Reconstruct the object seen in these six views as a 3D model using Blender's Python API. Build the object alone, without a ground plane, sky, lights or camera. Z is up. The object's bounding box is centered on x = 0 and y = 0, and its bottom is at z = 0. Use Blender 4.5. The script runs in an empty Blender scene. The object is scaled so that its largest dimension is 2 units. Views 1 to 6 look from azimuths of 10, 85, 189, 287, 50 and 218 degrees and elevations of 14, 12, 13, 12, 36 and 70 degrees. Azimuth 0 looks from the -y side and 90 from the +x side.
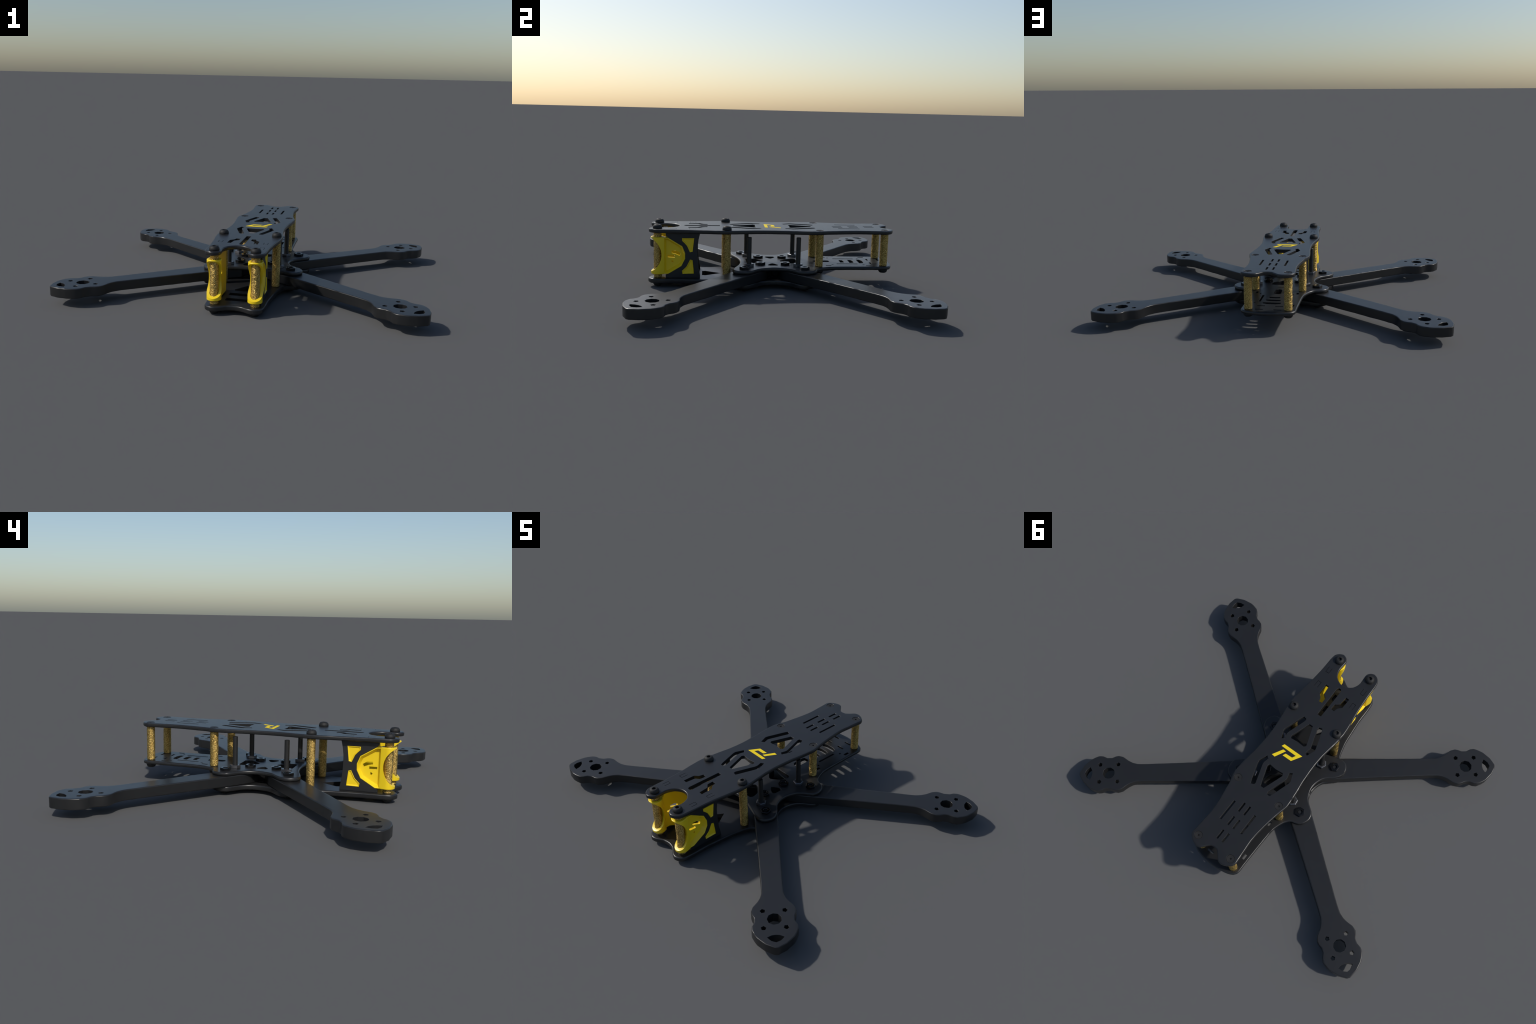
import bpy, bmesh, math, random
from mathutils import Vector, Matrix, noise as mnoise
from mathutils.geometry import tessellate_polygon

# ------------------------------------------------------------------ heights
Z_FLOOR_PLATE = (0.0215, 0.0495)     # plate under the arms, runs to the nose
Z_ARM = (0.0505, 0.1055)
Z_MID = (0.1060, 0.1268)             # plate over the arms, runs to the tail
Z_TOP = (0.3190, 0.3412)
HEAD_H, HEAD_R = 0.0215, 0.0272

NOSE_POST = (0.1095, -0.6780)
FRONT_POST = (0.1525, -0.2760)
REAR_POST = (0.1433, 0.2700)
TAIL_POST = (0.1120, 0.6655)
LOBE_BOLT = (0.2240, 0.1750)
INNER_BOLT = (0.0970, 0.0740)
STACK_BOLT = (0.1500, 0.1450)
MOTOR = (0.8497, 0.6580)

# ------------------------------------------------------------------ materials
def new_mat(name):
    m = bpy.data.materials.new(name)
    m.use_nodes = True
    nt = m.node_tree
    b = nt.nodes["Principled BSDF"]
    return m, nt, b


def noise(nt, vec, scale, detail=2.0, rough=0.5):
    n = nt.nodes.new("ShaderNodeTexNoise")
    n.inputs["Scale"].default_value = scale
    n.inputs["Detail"].default_value = detail
    n.inputs["Roughness"].default_value = rough
    nt.links.new(vec, n.inputs["Vector"])
    return n.outputs["Fac"]


def ramp(nt, fac, stops):
    r = nt.nodes.new("ShaderNodeValToRGB")
    e = r.color_ramp.elements
    e[0].position, e[0].color = stops[0][0], (*stops[0][1], 1)
    e[1].position, e[1].color = stops[1][0], (*stops[1][1], 1)
    for p, c in stops[2:]:
        x = e.new(p)
        x.color = (*c, 1)
    nt.links.new(fac, r.inputs["Fac"])
    return r.outputs["Color"]


def maprange(nt, fac, a, b):
    m = nt.nodes.new("ShaderNodeMapRange")
    m.inputs["To Min"].default_value = a
    m.inputs["To Max"].default_value = b
    nt.links.new(fac, m.inputs["Value"])
    return m.outputs["Result"]


def objco(nt):
    return nt.nodes.new("ShaderNodeTexCoord").outputs["Object"]


def bump(nt, bsdf, height, strength, dist):
    b = nt.nodes.new("ShaderNodeBump")
    b.inputs["Strength"].default_value = strength
    b.inputs["Distance"].default_value = dist
    nt.links.new(height, b.inputs["Height"])
    nt.links.new(b.outputs["Normal"], bsdf.inputs["Normal"])


def plain(name, c0, c1, rough, metal=0.0, scale=14.0, dr=0.05, spec=0.5, coat=0.0):
    m, nt, b = new_mat(name)
    v = objco(nt)
    f = noise(nt, v, scale, 3.0)
    nt.links.new(ramp(nt, f, [(0.3, c0), (0.7, c1)]), b.inputs["Base Color"])
    nt.links.new(maprange(nt, noise(nt, v, scale * 2.3, 2.0), rough - dr, rough + dr), b.inputs["Roughness"])
    b.inputs["Metallic"].default_value = metal
    b.inputs["Specular IOR Level"].default_value = spec
    b.inputs["Coat Weight"].default_value = coat
    return m


MAT_CARBON = plain("carbon_fibre", (0.0135, 0.0137, 0.0142), (0.0153, 0.0155, 0.0160), 0.345, dr=0.015)
MAT_PANEL = plain("black_panel", (0.0125, 0.0127, 0.0132), (0.0145, 0.0147, 0.0152), 0.50, dr=0.02)
MAT_SCREW = plain("black_oxide", (0.0125, 0.0125, 0.0125), (0.0155, 0.0155, 0.0155), 0.62, scale=40, dr=0.04, spec=0.35)
MAT_ROD = plain("black_rod", (0.0120, 0.0120, 0.0122), (0.0150, 0.0150, 0.0152), 0.45, scale=40)
MAT_LOCKNUT = plain("black_nickel", (0.022, 0.022, 0.023), (0.032, 0.032, 0.033), 0.20, metal=0.85, scale=40)
MAT_SILVER = plain("silver_steel", (0.15, 0.15, 0.16), (0.20, 0.20, 0.21), 0.30, metal=0.85, scale=40)
MAT_YELLOW = plain("yellow_plastic", (0.83, 0.59, 0.012), (0.87, 0.625, 0.016), 0.36, scale=10, dr=0.03)
MAT_EMBLEM = plain("yellow_paint", (0.83, 0.61, 0.016), (0.85, 0.63, 0.019), 0.70, scale=10, spec=0.2)


def brass():
    m, nt, b = new_mat("knurled_brass")
    v = objco(nt)
    sep = nt.nodes.new("ShaderNodeSeparateXYZ")
    nt.links.new(v, sep.inputs[0])
    ang = nt.nodes.new("ShaderNodeMath"); ang.operation = 'ARCTAN2'
    nt.links.new(sep.outputs["Y"], ang.inputs[0])
    nt.links.new(sep.outputs["X"], ang.inputs[1])
    # helical ridges: angle * k + z * k2, broken up by noise
    zz = nt.nodes.new("ShaderNodeMath"); zz.operation = 'MULTIPLY'
    zz.inputs[1].default_value = 900.0
    nt.links.new(sep.outputs["Z"], zz.inputs[0])
    aa = nt.nodes.new("ShaderNodeMath"); aa.operation = 'MULTIPLY_ADD'
    aa.inputs[1].default_value = -11.0
    nt.links.new(ang.outputs[0], aa.inputs[0])
    nt.links.new(zz.outputs[0], aa.inputs[2])
    wob = nt.nodes.new("ShaderNodeMath"); wob.operation = 'MULTIPLY_ADD'
    wob.inputs[1].default_value = 11.0
    nt.links.new(noise(nt, v, 110.0, 2.0), wob.inputs[0])
    nt.links.new(aa.outputs[0], wob.inputs[2])
    sn = nt.nodes.new("ShaderNodeMath"); sn.operation = 'SINE'
    nt.links.new(wob.outputs[0], sn.inputs[0])
    g = noise(nt, v, 300.0, 2.0, 0.6)
    mix = nt.nodes.new("ShaderNodeMath"); mix.operation = 'MULTIPLY_ADD'
    mix.inputs[1].default_value = 0.25
    nt.links.new(sn.outputs[0], mix.inputs[0])
    nt.links.new(g, mix.inputs[2])
    # fine dark-olive to pale-gold speckle in the base colour
    f = noise(nt, v, 190.0, 3.0, 0.7)
    nt.links.new(ramp(nt, f, [(0.36, (0.21, 0.135, 0.034)), (0.66, (0.80, 0.575, 0.205)), (0.50, (0.53, 0.355, 0.098))]), b.inputs["Base Color"])
    b.inputs["Metallic"].default_value = 0.80
    nt.links.new(maprange(nt, g, 0.22, 0.40), b.inputs["Roughness"])
    bump(nt, b, mix.outputs[0], 0.8, 0.0035)
    return m


MAT_BRASS = brass()

# ------------------------------------------------------------------ geometry helpers
def area2(p):
    return sum(p[i][0] * p[(i + 1) % len(p)][1] - p[(i + 1) % len(p)][0] * p[i][1] for i in range(len(p)))


def ccw(p):
    return p if area2(p) > 0 else p[::-1]


def offset(p, d):
    """inset (d>0) a counter-clockwise polygon with mitred corners"""
    out, n = [], len(p)
    for i in range(n):
        a, b, c = Vector(p[i - 1]), Vector(p[i]), Vector(p[(i + 1) % n])
        e1, e2 = (b - a).normalized(), (c - b).normalized()
        n1, n2 = Vector((-e1.y, e1.x)), Vector((-e2.y, e2.x))
        k = n1 + n2
        k = k / max(0.35, k.dot(n1))
        q = b + k * d
        out.append((q.x, q.y))
    return out


def split(p, step):
    """cut long edges of a closed polygon into pieces no longer than step"""
    out, n = [], len(p)
    for i in range(n):
        a, b = Vector(p[i]), Vector(p[(i + 1) % n])
        k = max(1, int(math.ceil((b - a).length / step)))
        for j in range(k):
            q = a.lerp(b, j / k)
            out.append((q.x, q.y))
    return out


def mirror_x(half):
    """half outline running from the axis to the axis on the +x side -> full outline"""
    left = [(-x, y) for x, y in half[::-1] if x > 1e-6]
    return half + left


def smooth(p, keep=0.0):
    """one pass of Catmull-Rom mid-points round a closed polygon"""
    out, n = [], len(p)
    for i in range(n):
        a, b, c, d = (Vector(p[(i + k) % n]) for k in (-1, 0, 1, 2))
        out.append((b.x, b.y))
        if (c - b).length > 0.022 + keep:
            m = (b + c) * 0.5625 - (a + d) * 0.0625
            m = m.lerp((b + c) * 0.5, 0.25)
            out.append((m.x, m.y))
    return out


def disc(cx, cy, r, n, a0=0.0):
    return [(cx + r * math.cos(a0 + 2 * math.pi * k / n), cy + r * math.sin(a0 + 2 * math.pi * k / n)) for k in range(n)]


def rect(x0, y0, x1, y1):
    return [(x0, y0), (x1, y0), (x1, y1), (x0, y1)]


def sym(polys):
    out = []
    for p in polys:
        out.append(p)
        out.append([(-x, y) for x, y in p][::-1])
    return out


def link(obj, parent=None):
    bpy.context.scene.collection.objects.link(obj)
    if parent is not None:
        obj.parent = parent
    return obj


def mesh_from_bm(bm, name, mat, angle=38.0, weighted=True):
    bmesh.ops.remove_doubles(bm, verts=bm.verts, dist=1e-6)
    bmesh.ops.recalc_face_normals(bm, faces=bm.faces)
    lim = math.radians(angle)
    for f in bm.faces:
        f.smooth = True
    for e in bm.edges:
        if len(e.link_faces) == 2 and e.calc_face_angle(0) > lim:
            e.smooth = False
    me = bpy.data.meshes.new(name)
    bm.to_mesh(me)
    bm.free()
    me.materials.append(mat)
    return me


def weighted(obj):
    m = obj.modifiers.new("face_weighted_normals", 'WEIGHTED_NORMAL')
    m.keep_sharp = True
    m.weight = 90


def plate_bm(outline, holes, z0, z1, b=0.005, hb=0.0008, seg=3, blind=(), rim_step=0.0, glint_jitter=0.0006):
    """flat plate: rounded outer rim, cut-outs with crisp edges.
    axes: outline in (x, y), thickness in z. blind = (polygon, depth) shallow engravings."""
    bm = bmesh.new()
    outline = ccw(list(outline))
    holes = [ccw(list(h)) for h in holes]

    def ring(poly, z):
        return [bm.verts.new((x, y, z)) for x, y in poly]

    def bridge(a, c):
        n = len(a)
        for i in range(n):
            bm.faces.new((a[i], a[(i + 1) % n], c[(i + 1) % n], c[i]))

    outline = split(outline, rim_step) if rim_step else outline
    rng = random.Random(len(outline) * 7 + int(z1 * 1e4))
    rings = []
    for k in range(seg + 1):
        t = math.pi / 2 * k / seg
        rings.append((b * (1 - math.sin(t)), z0 + b * (1 - math.cos(t))))
    for k in range(seg, -1, -1):
        t = math.pi / 2 * k / seg
        rings.append((b * (1 - math.sin(t)), z1 - b * (1 - math.cos(t))))
    vr = [ring(offset(outline, d), z) for d, z in rings]
    if rim_step:
        # bevel vertices shifted at random so the rim highlight breaks into wavy glints
        for r in (vr[1:seg] + vr[seg + 2:-1]):
            for v in r:
                v.co.z += rng.uniform(-glint_jitter, glint_jitter)
                v.co.x += rng.uniform(-glint_jitter, glint_jitter) * 0.5
                v.co.y += rng.uniform(-glint_jitter, glint_jitter) * 0.5
    for a, c in zip(vr, vr[1:]):
        bridge(a, c)
    bottoms, tops = [vr[0]], [vr[-1]]
    for h in holes:
        hr = [ring(offset(h, -hb), z0), ring(h, z0 + hb), ring(h, z1 - hb), ring(offset(h, -hb), z1)]
        for a, c in zip(hr, hr[1:]):
            bridge(a, c)
        bottoms.append(hr[0])
        tops.append(hr[-1])
    for p, d in blind:
        p = ccw(list(p))
        r0, r1 = ring(p, z1), ring(p, z1 - d)
        bridge(r0, r1)
        tops.append(r0)
        for t in tessellate_polygon([[v.co for v in r1]]):
            try:
                bm.faces.new([r1[i] for i in t])
            except ValueError:
                pass
    for loops in (bottoms, tops):
        flat = [v for lp in loops for v in lp]
        for t in tessellate_polygon([[v.co.copy() for v in lp] for lp in loops]):
            try:
                bm.faces.new([flat[i] for i in t])
            except ValueError:
                pass
    return bm


def plate(name, outline, holes, z0, z1, mat, parent, b=0.005, blind=()):
    bm = plate_bm(outline, holes, z0, z1, b, blind=blind, rim_step=0.026)
    ob = link(bpy.data.objects.new(name, mesh_from_bm(bm, name, mat)), parent)
    weighted(ob)
    return ob


def lathe_bm(profile, n, bm=None, a0=0.0):
    """revolve (r, z) profile about z; end radii of 0 close the shape"""
    bm = bm or bmesh.new()
    rows = []
    for r, z in profile:
        if r < 1e-7:
            rows.append([bm.verts.new((0, 0, z))])
        else:
            rows.append([bm.verts.new((r * math.cos(a0 + 2 * math.pi * k / n), r * math.sin(a0 + 2 * math.pi * k / n), z)) for k in range(n)])
    for a, c in zip(rows, rows[1:]):
        for k in range(n):
            k2 = (k + 1) % n
            if len(a) == 1 and len(c) == 1:
                continue
            if len(a) == 1:
                bm.faces.new((a[0], c[k2], c[k]))
            elif len(c) == 1:
                bm.faces.new((a[k], a[k2], c[0]))
            else:
                bm.faces.new((a[k], a[k2], c[k2], c[k]))
    return bm


# ------------------------------------------------------------------ the thing
root = bpy.data.objects.new("drone_frame", None)
root.empty_display_size = 0.2
root["label"] = "black carbon racing drone frame with yellow camera mounts"
root["category"] = "drone frame"
link(root)

# ------------------------------------------------------------------ top plate
top_half = [
    (0.0000, -0.5545), (0.0160, -0.5560), (0.0400, -0.5670), (0.0560, -0.5805), (0.0690, -0.6055), (0.0745, -0.6320),
    (0.0720, -0.6700), (0.0725, -0.6975), (0.0875, -0.7185), (0.1120, -0.7280), (0.1375, -0.7175), (0.1555, -0.6955),
    (0.1610, -0.6600), (0.1623, -0.5800), (0.1683, -0.4830), (0.1738, -0.4360), (0.1848, -0.3450), (0.1873, -0.3000),
    (0.1843, -0.2480), (0.1778, -0.2000), (0.1668, -0.1180), (0.1633, -0.0450), (0.1648, 0.0150), (0.1688, 0.0830),
    (0.1768, 0.1460), (0.1818, 0.2070), (0.1833, 0.2450), (0.1758, 0.2800), (0.1668, 0.3140), (0.1601, 0.3520),
    (0.1506, 0.4150), (0.1441, 0.4700), (0.1416, 0.5200), (0.1456, 0.5800), (0.1490, 0.6400), (0.1518, 0.6672),
    (0.1428, 0.6892), (0.1158, 0.7102), (0.0850, 0.7202), (0.0650, 0.7152), (0.0450, 0.6940), (0.0200, 0.6685),
    (0.0000, 0.6645)]

nose_triangle = [(0.0105, -0.2340), (-0.0105, -0.2340), (-0.0520, -0.1140), (-0.0450, -0.1020), (0.0, -0.1065), (0.0450, -0.1020), (0.0520, -0.1140)]
nose_slot = [(0.0640, -0.2540), (0.0480, -0.2500), (0.0450, -0.2380), (0.0820, -0.1240), (0.0840, -0.1100), (0.0760, -0.0780),
             (0.0900, -0.0690), (0.1085, -0.1150), (0.1065, -0.1320), (0.0720, -0.2380)]
tail_triangle = [(x, -y) for x, y in nose_triangle][::-1]
tail_slot = [(x, -y) for x, y in nose_slot][::-1]
zigzag = [(0.0820, -0.4990), (0.0640, -0.4990), (0.0580, -0.4430), (0.0350, -0.4240), (0.0335, -0.3905), (0.0535, -0.3890), (0.0600, -0.4140), (0.0805, -0.4340)]
key_slot = [(0.0130, -0.5140), (0.0060, -0.5250), (-0.0060, -0.5250), (-0.0130, -0.5140), (-0.0110, -0.3155), (0.0110, -0.3155)]
vents = [rect(0.0660, 0.3920, 0.0780, 0.5210)]
for y0 in (0.3680, 0.4650, 0.5610):
    vents.append(rect(0.0130, y0, 0.0245, y0 + 0.0580))


def tab_mark(xc, ya, yb, w=0.0022):
    """U-shaped seam around a press-fit tab: closed at ya, open at yb"""
    h = 0.0120
    s = 1 if yb > ya else -1
    return [(xc - h, ya), (xc + h, ya), (xc + h, yb), (xc + h - w, yb), (xc + h - w, ya + s * w), (xc - h + w, ya + s * w), (xc - h + w, yb), (xc - h, yb)]


tabs = [tab_mark(0.1245, -0.5690, -0.6080), tab_mark(0.1245, -0.4950, -0.4540)]
sinks = [disc(s * x, y, 0.0238, 10, 0.3) for x, y in (REAR_POST, TAIL_POST) for s in (1, -1)]
top = plate("top_plate", smooth(mirror_x(top_half)),
            [offset(ccw(h), -0.0014) for h in [nose_triangle, tail_triangle, key_slot] + sym([nose_slot, tail_slot, zigzag])] + sym(vents) + sinks,
            *Z_TOP, MAT_CARBON, root, b=0.0062, blind=[(t, 0.004) for t in sym(tabs)])

# emblem: two angular strokes
emblem_bm = bmesh.new()
for poly in ([(0.0600, -0.0295), (0.0520, -0.0475), (-0.0740, -0.0465), (-0.0380, 0.0140), (0.0210, 0.0140), (0.0120, -0.0050), (-0.0310, -0.0065), (-0.0420, -0.0275)],
             [(0.0740, 0.0450), (0.0390, -0.0175), (0.0200, -0.0165), (0.0530, 0.0475)]):
    part = plate_bm(poly, [], Z_TOP[1] - 0.002, Z_TOP[1] + 0.0006, b=0.0003, seg=1)
    me = bpy.data.meshes.new("tmp")
    part.to_mesh(me)
    part.free()
    emblem_bm.from_mesh(me)
    bpy.data.meshes.remove(me)
emblem = link(bpy.data.objects.new("emblem", mesh_from_bm(emblem_bm, "emblem", MAT_EMBLEM)), top)

# ------------------------------------------------------------------ middle plate (over the arms, to the tail)
lobe_side = [(0.238, -0.2425), (0.268, -0.2340), (0.286, -0.2100), (0.2930, -0.1800), (0.2850, -0.1500), (0.2630, -0.1220),
             (0.2350, -0.0990), (0.2110, -0.0740), (0.1950, -0.0340), (0.1905, 0.0020), (0.1955, 0.0360), (0.2120, 0.0750),
             (0.2360, 0.1010), (0.2640, 0.1220), (0.2850, 0.1420), (0.2930, 0.1720), (0.2880, 0.1980), (0.2750, 0.2220)]
mid_half = [(0.0, -0.1890), (0.050, -0.1925), (0.100, -0.2020), (0.150, -0.2180), (0.200, -0.2350)] + lobe_side + \
    [(0.2600, 0.2350), (0.2400, 0.2420), (0.2190, 0.2470), (0.1990, 0.2620), (0.1830, 0.2860), (0.1725, 0.3120), (0.1630, 0.3420),
     (0.1585, 0.3720), (0.1565, 0.4150), (0.1550, 0.4800), (0.1535, 0.5600), (0.1530, 0.6300), (0.1535, 0.6580), (0.1490, 0.6820),
     (0.1360, 0.6980), (0.1060, 0.7120), (0.0600, 0.7215), (0.0, 0.7250)]
lens = [(0.0700, 0.0), (0.0800, -0.0120), (0.1100, -0.0300), (0.1250, -0.0285), (0.1315, -0.0200), (0.1315, 0.0200), (0.1250, 0.0285), (0.1100, 0.0300), (0.0800, 0.0120)]
nose_window = [(0.0, -0.0515), (0.0120, -0.0545), (0.0560, -0.0930), (0.0655, -0.1150), (0.0680, -0.1400), (0.0580, -0.1545),
               (-0.0580, -0.1545), (-0.0680, -0.1400), (-0.0655, -0.1150), (-0.0560, -0.0930), (-0.0120, -0.0545)]
tail_window = [(x, -y) for x, y in nose_window][::-1]
wire_hole = [(0.0, 0.2520), (0.0180, 0.2620), (0.0215, 0.2720), (0.0215, 0.3440), (0.0160, 0.3560), (-0.0160, 0.3560), (-0.0215, 0.3440), (-0.0215, 0.2720), (-0.0180, 0.2620)]
strap = [[(-w, y0), (w, y0), (w - 0.002, y0 + 0.021), (w * 0.45, y0 + 0.021 + bow), (-w * 0.45, y0 + 0.021 + bow), (-w + 0.002, y0 + 0.021)]
         for w, y0, bow in ((0.0330, 0.4210, 0.004), (0.0430, 0.4770, 0.007), (0.0530, 0.5340, 0.010))]
small = [rect(0.0680, 0.3910, 0.0800, 0.5190), rect(0.0290, 0.5970, 0.0740, 0.6085), rect(0.0290, 0.6630, 0.0740, 0.6740),
         rect(0.1145, 0.3175, 0.1290, 0.3500), rect(0.1190, 0.5610, 0.1335, 0.5950), rect(0.0935, 0.3555, 0.1030, 0.3670), rect(0.0935, 0.5450, 0.1030, 0.5560)]
plate("middle_plate", offset(ccw(smooth(mirror_x(mid_half))), -0.0015), [nose_window, tail_window, wire_hole] + strap + sym([lens] + small), *Z_MID, MAT_CARBON, root, b=0.0075)

# ------------------------------------------------------------------ floor plate (under the arms, to the nose)
floor_half = [(0.0, -0.6900), (0.0380, -0.6965), (0.0620, -0.7110), (0.0850, -0.7250), (0.1120, -0.7310), (0.1390, -0.7180), (0.1540, -0.6960), (0.1585, -0.6500),
              (0.1590, -0.6070), (0.1590, -0.5460), (0.1630, -0.4940), (0.1675, -0.4400), (0.1740, -0.3730), (0.1830, -0.3330), (0.1930, -0.2930), (0.2080, -0.2600)] + \
    lobe_side + [(0.2600, 0.2360), (0.2380, 0.2425), (0.200, 0.2350), (0.150, 0.2180), (0.100, 0.2020), (0.050, 0.1925), (0.0, 0.1890)]
floor_holes = [rect(-0.0690, -0.6060, 0.0690, -0.5620), rect(-0.0700, -0.5100, 0.0700, -0.4660),
               [(0.0, -0.3060), (-0.0600, -0.4000), (-0.0540, -0.4190), (0.0540, -0.4190), (0.0600, -0.4000)],
               nose_window, tail_window]
plate("floor_plate", offset(ccw(smooth(mirror_x(floor_half))), -0.0020), floor_holes + sym([lens]), *Z_FLOOR_PLATE, MAT_CARBON, root, b=0.0075)

# ------------------------------------------------------------------ arms
mx, my = MOTOR
ML = math.hypot(mx, my)
AX = Vector((mx, my)) / ML
pad = [(-0.2200, 0.0520), (-0.1720, 0.0535), (-0.1410, 0.0620), (-0.1150, 0.0755), (-0.0820, 0.1005), (-0.0550, 0.1085), (-0.0360, 0.1050),
       (-0.0150, 0.0955), (0.0150, 0.0955), (0.0400, 0.1075), (0.0620, 0.1095), (0.0900, 0.0985), (0.1120, 0.0865), (0.1500, 0.0490), (0.1735, 0.0080)]
arm_up = [(0.168, 0.0655), (0.360, 0.0625), (0.600, 0.0565)] + [(ML + s, t) for s, t in pad]
# the root is shaped to clear the wire windows and to meet its neighbours at the centre (frame x, y)
root_xy = [(0.0750, 0.1460), (0.0735, 0.1180), (0.0620, 0.0935), (0.0160, 0.0540), (0.0040, 0.0490), (0.0040, 0.0040),
           (0.0620, 0.0040), (0.0790, 0.0180), (0.1090, 0.0350), (0.1400, 0.0385)]
root_st = [(x * AX.x + y * AX.y, -x * AX.y + y * AX.x) for x, y in root_xy]
arm_poly = offset(ccw([(s, -t) for s, t in arm_up] + arm_up[::-1] + root_st), -0.0026)
slot_eye = [(0.1130, 0.0410), (0.1340, 0.0230), (0.1440, 0.0), (0.1340, -0.0230), (0.1130, -0.0410), (0.1015, -0.0200), (0.0990, 0.0), (0.1015, 0.0200)]
arm_holes = [disc(ML, 0, 0.0365, 9, 0.2), [(ML + x, y) for x, y in slot_eye]]
for k, (sx, sy) in enumerate(((1, 1), (1, -1), (-1, 1), (-1, -1))):
    arm_holes.append(disc(ML + sx * 0.0545, sy * 0.0545, 0.0138, 5, 0.7 + 0.5 * k))


def arm_mesh(flip):
    poly = [(s, -t) for s, t in arm_poly] if flip else arm_poly
    holes = [[(s, -t) for s, t in h] for h in arm_holes] if flip else arm_holes
    return mesh_from_bm(plate_bm(poly, holes, Z_ARM[0], Z_ARM[1], b=0.0050, hb=0.0006, seg=3, rim_step=0.026, glint_jitter=0.0007), "arm", MAT_CARBON)


arm_right, arm_left = arm_mesh(False), arm_mesh(True)
ang = math.atan2(my, mx)
for data, a in ((arm_right, ang), (arm_left, math.pi - ang), (arm_right, math.pi + ang), (arm_left, -ang)):
    ob = link(bpy.data.objects.new("arm", data), root)
    ob.rotation_euler = (0, 0, a)
    weighted(ob)

# ------------------------------------------------------------------ fasteners
def standoff_data(name, z0, z1):
    """brass spacer; the knurling is real relief: broken helical ridges with pitted grain"""
    r, n, step = 0.0226, 64, 0.0021
    rows = int((z1 - z0) / step)
    bm = bmesh.new()
    prof = [(r - 0.0030, z0), (r - 0.0008, z0 + 0.0026)]
    prof += [(r, z0 + 0.004 + (z1 - z0 - 0.008) * k / rows) for k in range(rows + 1)]
    prof += [(r - 0.0008, z1 - 0.0026), (r - 0.0030, z1)]
    rings = []
    for rr, z in prof:
        ring = []
        for k in range(n):
            t = 2 * math.pi * k / n
            p = Vector((rr * math.cos(t), rr * math.sin(t), z))
            d = 0.0
            if rr == r:
                wob = mnoise.noise(p * 70.0) * 3.2
                ridge = math.sin(9 * t - z * 820.0 + wob)
                patch = 0.35 + 0.65 * max(0.0, min(1.0, 0.5 + 1.3 * mnoise.noise(p * 45.0 + Vector((9, 2, 5)))))
                grain = mnoise.noise(p * 165.0) + 0.55 * mnoise.noise(p * 330.0)
                d = 0.00105 * ridge * patch + 0.00115 * grain
            ring.append(bm.verts.new(((rr + d) * math.cos(t), (rr + d) * math.sin(t), z)))
        rings.append(ring)
    for a, c in zip(rings, rings[1:]):
        for k in range(n):
            k2 = (k + 1) % n
            bm.faces.new((a[k], a[k2], c[k2], c[k]))
    bm.faces.new(rings[0][::-1])
    bm.faces.new(rings[-1])
    return mesh_from_bm(bm, name, MAT_BRASS, 70)


def button_head_data():
    """domed cap with hexagonal socket; base at z=0"""
    bm = bmesh.new()
    n = 24
    prof = [(0.0, 0.0), (HEAD_R - 0.0012, 0.0), (HEAD_R, 0.0016), (HEAD_R - 0.0002, 0.0080), (HEAD_R - 0.0016, 0.0130),
            (HEAD_R - 0.0048, 0.0178), (HEAD_R - 0.0082, 0.0206), (0.0175, HEAD_H)]
    rows = []
    for r, z in prof:
        if r == 0:
            rows.append([bm.verts.new((0, 0, z))])
        else:
            rows.append([bm.verts.new((r * math.cos(2 * math.pi * k / n), r * math.sin(2 * math.pi * k / n), z)) for k in range(n)])

    def hexring(z, s=0.0118):
        out = []
        for k in range(n):
            t = 2 * math.pi * k / n
            m = (t % (math.pi / 3)) - math.pi / 6
            r = s * math.cos(math.pi / 6) / math.cos(m)
            out.append(bm.verts.new((r * math.cos(t), r * math.sin(t), z)))
        return out
    rows.append(hexring(HEAD_H))
    rows.append(hexring(HEAD_H - 0.0105))
    rows.append([bm.verts.new((0, 0, HEAD_H - 0.0105))])
    for a, c in zip(rows, rows[1:]):
        for k in range(n):
            k2 = (k + 1) % n
            if len(a) == 1:
                bm.faces.new((a[0], c[k2], c[k]))
            elif len(c) == 1:
                bm.faces.new((a[k], a[k2], c[0]))
            else:
                bm.faces.new((a[k], a[k2], c[k2], c[k]))
    return mesh_from_bm(bm, "button_screw", MAT_SCREW, 40)


def nut_data(name, mat, r, h, bore):
    bm = bmesh.new()
    n = 24

    def hexr(s, z):
        out = []
        for k in range(n):
            t = 2 * math.pi * k / n
            m = (t % (math.pi / 3)) - math.pi / 6
            rr = s * math.cos(math.pi / 6) / math.cos(m)
            out.append(bm.verts.new((rr * math.cos(t), rr * math.sin(t), z)))
        return out

    def circ(s, z):
        return [bm.verts.new((s * math.cos(2 * math.pi * k / n), s * math.sin(2 * math.pi * k / n), z)) for k in range(n)]
    rows = [circ(bore, 0.0), hexr(r - 0.0014, 0.0), hexr(r, 0.0016), hexr(r, h - 0.0020), hexr(r - 0.0030, h), circ(bore + 0.0025, h), circ(bore, h - 0.003), circ(bore, 0.0)]
    for a, c in zip(rows, rows[1:]):
        for k in range(n):
            k2 = (k + 1) % n
            bm.faces.new((a[k], a[k2], c[k2], c[k]))
    return mesh_from_bm(bm, name, mat, 30)


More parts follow.
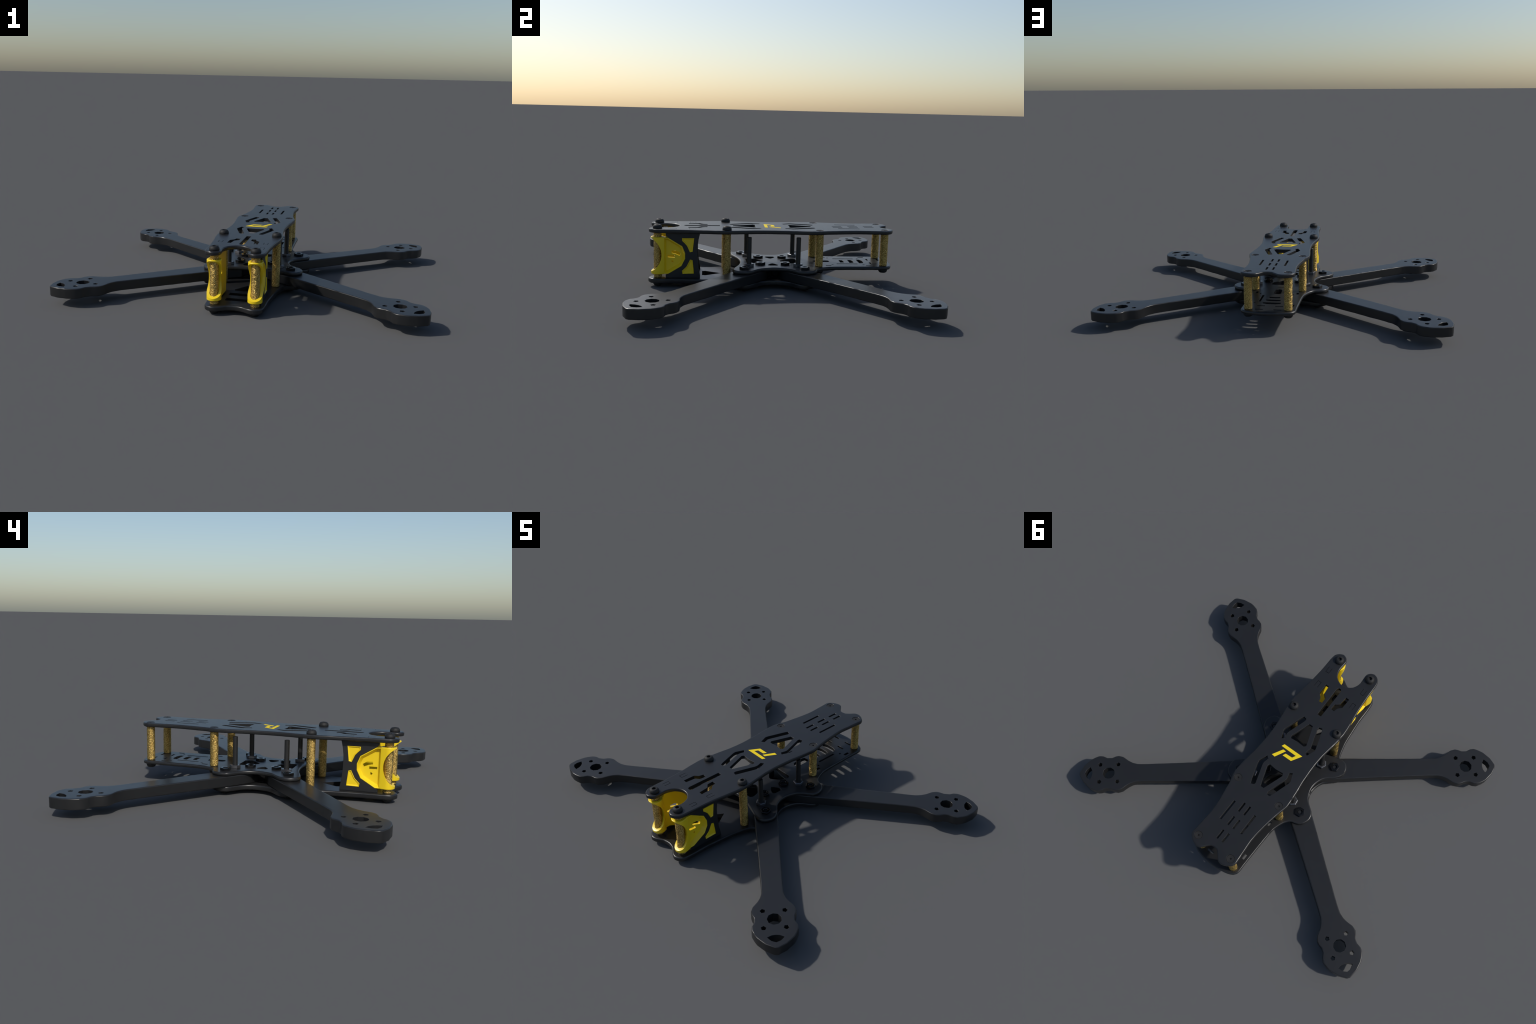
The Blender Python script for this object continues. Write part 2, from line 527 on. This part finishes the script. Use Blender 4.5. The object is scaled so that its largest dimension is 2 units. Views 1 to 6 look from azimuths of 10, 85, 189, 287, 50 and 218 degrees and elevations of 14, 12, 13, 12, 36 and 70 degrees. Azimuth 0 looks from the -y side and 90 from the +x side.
def rod_data(name, r, z0, z1, mat, n=16):
    return mesh_from_bm(lathe_bm([(0, z0), (r, z0), (r, z1 - 0.0015), (r - 0.0015, z1), (0, z1)], n), name, mat, 40)


def sink_screw_data():
    r = 0.0228
    bm = lathe_bm([(0, -0.016), (0.012, -0.016), (r, -0.0045), (r, -0.0028), (r - 0.0012, -0.0020), (0.0058, -0.0032), (0.0054, -0.0080), (0, -0.0080)], 12)
    return mesh_from_bm(bm, "countersunk_screw", MAT_SCREW, 30)


def put(data, name, x, y, z, rot=0.0, flip=False, parent=root):
    ob = link(bpy.data.objects.new(name, data), parent)
    ob.location = (x, y, z)
    ob.rotation_euler = (math.pi if flip else 0.0, 0, rot)
    return ob


def four(x, y):
    return [(sx * x, sy * y) for sx in (1, -1) for sy in (1, -1)]


def two(x, y):
    return [(x, y), (-x, y)]


tall = standoff_data("standoff", Z_FLOOR_PLATE[1] - 0.0005, Z_TOP[0] + 0.0005)
short = standoff_data("standoff", Z_MID[1] - 0.0005, Z_TOP[0] + 0.0005)
turn = 0.0
for data, (x, y) in ((tall, NOSE_POST), (tall, FRONT_POST), (short, REAR_POST), (short, TAIL_POST)):
    for px, py in two(x, y):
        put(data, "standoff", px, py, 0, turn)
        turn += 1.37

head = button_head_data()
turn = 0.2
for x, y in two(*NOSE_POST) + two(*FRONT_POST):
    put(head, "button_screw", x, y, Z_TOP[1] - 0.0002, turn)
    turn += 0.6
for x, y in two(*NOSE_POST) + two(*FRONT_POST) + four(*LOBE_BOLT) + four(*INNER_BOLT) + four(*STACK_BOLT):
    put(head, "button_screw", x, y, Z_FLOOR_PLATE[0] + 0.0002, turn, True)
    turn += 0.6
for x, y in two(*REAR_POST) + two(*TAIL_POST):
    put(head, "button_screw", x, y, Z_MID[0] + 0.0002, turn, True)
    turn += 0.6

sink = sink_screw_data()
for x, y in two(*REAR_POST) + two(*TAIL_POST):
    put(sink, "countersunk_screw", x, y, Z_TOP[1], turn)
    turn += 0.9

locknut = nut_data("lock_nut", MAT_LOCKNUT, 0.0298, 0.0135, 0.0125)
bolt_tip = rod_data("bolt_tip", 0.0124, Z_MID[1] - 0.02, Z_MID[1] + 0.0060, MAT_CARBON, 12)
turn = 0.15
for x, y in four(*LOBE_BOLT) + four(*INNER_BOLT):
    nut = put(locknut, "lock_nut", x, y, Z_MID[1] - 0.0002, turn)
    tip = put(bolt_tip, "bolt_tip", x, y, 0.0, turn)
    turn += 0.47

stack_nut = nut_data("stack_nut", MAT_SILVER, 0.0300, 0.0165, 0.0139)
rod = rod_data("stack_bolt", 0.0138, Z_FLOOR_PLATE[1], 0.2990, MAT_ROD)
for x, y in four(*STACK_BOLT):
    put(stack_nut, "stack_nut", x, y, Z_MID[1] - 0.0002, turn)
    put(rod, "stack_bolt", x, y, 0.0, turn)
    turn += 0.47

# ------------------------------------------------------------------ camera mounts (yellow bracket + black side panel)
X_IN, X_BACK, X_PANEL, X_RIM = 0.0980, 0.1115, 0.1335, 0.1360
panel_outline = [(-0.6310, 0.3180), (-0.4310, 0.3180), (-0.4400, 0.2780), (-0.4455, 0.2360), (-0.4455, 0.1750), (-0.4400, 0.1100), (-0.4310, 0.0640), (-0.4310, 0.0505),
                 (-0.6310, 0.0505), (-0.6310, 0.0680)]
d_shape = [(-0.6450, 0.0735), (-0.6160, 0.0745), (-0.5390, 0.1215), (-0.5180, 0.1640), (-0.5175, 0.1980), (-0.5345, 0.2390), (-0.6160, 0.2890), (-0.6450, 0.2905)]
panel_outer = panel_outline[:8] + [(-0.6310, 0.0505), (-0.6310, 0.0670)] + [offset_p for offset_p in offset(ccw(d_shape), -0.0008)[1:7]] + [(-0.6280, 0.3010)]
win_up = [(-0.5350, 0.2875), (-0.4650, 0.2875), (-0.4740, 0.2070), (-0.4905, 0.2035), (-0.5070, 0.2410), (-0.5190, 0.2550), (-0.5355, 0.2710)]
win_lo = [(-0.4890, 0.1600), (-0.4745, 0.1565), (-0.4655, 0.0760), (-0.5335, 0.0745), (-0.5360, 0.0925), (-0.5100, 0.1180)]


def yz_map(bm, sign):
    """plate built in (y, z) with thickness along 'z' -> thickness along x"""
    for v in bm.verts:
        a, b, c = v.co
        v.co = (sign * c, a, b)


def dish(bm, poly, x_base, x_rim, lip, slope, x_floor):
    """raised outline with rounded lip and a sunk floor"""
    poly = ccw(list(poly))
    levels = [(0.0, x_base), (0.0, x_rim - 0.0022), (0.0007, x_rim - 0.0006), (0.0022, x_rim), (lip, x_rim), (lip + 0.0015, x_rim - 0.001), (lip + slope, x_floor)]
    rows = [[bm.verts.new((x, y, z)) for x, y in offset(poly, d)] for d, z in levels]
    n = len(poly)
    for a, c in zip(rows, rows[1:]):
        for i in range(n):
            bm.faces.new((a[i], a[(i + 1) % n], c[(i + 1) % n], c[i]))
    for r in (rows[0], rows[-1]):
        for t in tessellate_polygon([[v.co.copy() for v in r]]):
            bm.faces.new([r[i] for i in t])


def temp_object(bm, name):
    bmesh.ops.recalc_face_normals(bm, faces=bm.faces)
    me = bpy.data.meshes.new(name)
    bm.to_mesh(me)
    bm.free()
    ob = bpy.data.objects.new(name, me)
    bpy.context.scene.collection.objects.link(ob)
    return ob


def cut(ob, tool, op='DIFFERENCE'):
    m = ob.modifiers.new("b", 'BOOLEAN')
    m.operation, m.object, m.solver = op, tool, 'EXACT'
    dg = bpy.context.evaluated_depsgraph_get()
    me = bpy.data.meshes.new_from_object(ob.evaluated_get(dg))
    ob.modifiers.clear()
    old = ob.data
    ob.data = me
    bpy.data.meshes.remove(old)
    tm = tool.data
    bpy.data.objects.remove(tool)
    bpy.data.meshes.remove(tm)


def extrude_x(poly, x0, x1):
    bm = plate_bm(poly, [], x0, x1, b=0.0004, seg=1)
    yz_map(bm, 1)
    return bm


def build_mount(sign):
    cx, cy = NOSE_POST
    # back plate of the bracket
    back = [(-0.6450, 0.0735), (-0.6160, 0.0735), (-0.5800, 0.0560), (-0.4480, 0.0560), (-0.4480, 0.3165), (-0.6280, 0.3165), (-0.6310, 0.2905), (-0.6450, 0.2905)]
    body = temp_object(extrude_x(back, X_IN, X_BACK + 0.0005), "bracket_tmp")
    dbm = bmesh.new()
    dish(dbm, d_shape, X_IN + 0.004, X_RIM, 0.0035, 0.0135, X_BACK + 0.0010)
    yz_map(dbm, 1)
    cut(body, temp_object(dbm, "d"), 'UNION')
    for w in (win_up, win_lo):
        wbm = bmesh.new()
        dish(wbm, w, X_IN + 0.004, X_RIM - 0.0004, 0.0020, 0.0060, X_RIM - 0.0060)
        yz_map(wbm, 1)
        cut(body, temp_object(wbm, "w"), 'UNION')
    for s in ([(-0.5985, 0.2100), (-0.5690, 0.2095), (-0.5450, 0.1930), (-0.5505, 0.1790), (-0.5750, 0.1890), (-0.5985, 0.1945)],
              [(-0.6220, 0.1835), (-0.5795, 0.1830), (-0.5795, 0.1675), (-0.6215, 0.1695)],
              [(-0.6000, 0.1460), (-0.5890, 0.1360), (-0.5860, 0.1460), (-0.5890, 0.1550)]):
        cut(body, temp_object(extrude_x(s, 0.05, 0.2), "s"))
    # clamp round the nose post: tapered tube, scooped open at the front
    R = 0.0392
    foot = [(cx + R * math.cos(math.radians(a)), cy + R * math.sin(math.radians(a))) for a in range(160, 381, 12)]
    foot += [(0.1420, -0.6500), (0.1375, -0.6390), (X_IN, -0.6390), (0.0800, -0.6500)]
    clamp = temp_object(plate_bm(foot, [], 0.0730, 0.2930, b=0.0045, seg=3), "clamp")
    cut(clamp, temp_object(move(lathe_bm([(0, 0.0), (0.0246, 0.0), (0.0246, 0.4), (0, 0.4)], 24), (cx, cy, 0)), "bore"))
    scoop = lathe_bm([(0, -0.1), (0.1125, -0.1), (0.1125, 0.1), (0, 0.1)], 56)
    bmesh.ops.rotate(scoop, verts=scoop.verts, cent=(0, 0, 0), matrix=Matrix.Rotation(math.pi / 2, 3, 'Y'))
    cut(clamp, temp_object(move(scoop, (cx, -0.7668, 0.1880)), "scoop"))
    cut(body, clamp, 'UNION')
    bm = bmesh.new()
    bm.from_mesh(body.data)
    tm = body.data
    bpy.data.objects.remove(body)
    bpy.data.meshes.remove(tm)
    if sign < 0:
        for v in bm.verts:
            v.co.x = -v.co.x
    me = mesh_from_bm(bm, "camera_bracket", MAT_YELLOW, 33)
    holder = bpy.data.objects.new("camera_mount", None)
    link(holder, root)
    br = link(bpy.data.objects.new("camera_bracket", me), holder)
    bv = br.modifiers.new("soft_edges", 'BEVEL')
    bv.width, bv.segments, bv.limit_method, bv.angle_limit = 0.0016, 2, 'ANGLE', math.radians(40)
    weighted(br)
    pbm = plate_bm(panel_outer, [offset(ccw(w), -0.0008) for w in (win_up, win_lo)], X_BACK + 0.0008, X_PANEL, b=0.0012, hb=0.0006, seg=2)
    yz_map(pbm, sign)
    pn = link(bpy.data.objects.new("side_panel", mesh_from_bm(pbm, "side_panel", MAT_PANEL)), holder)
    weighted(pn)


def move(bm, d):
    bmesh.ops.translate(bm, verts=bm.verts, vec=d)
    return bm


build_mount(1)
build_mount(-1)
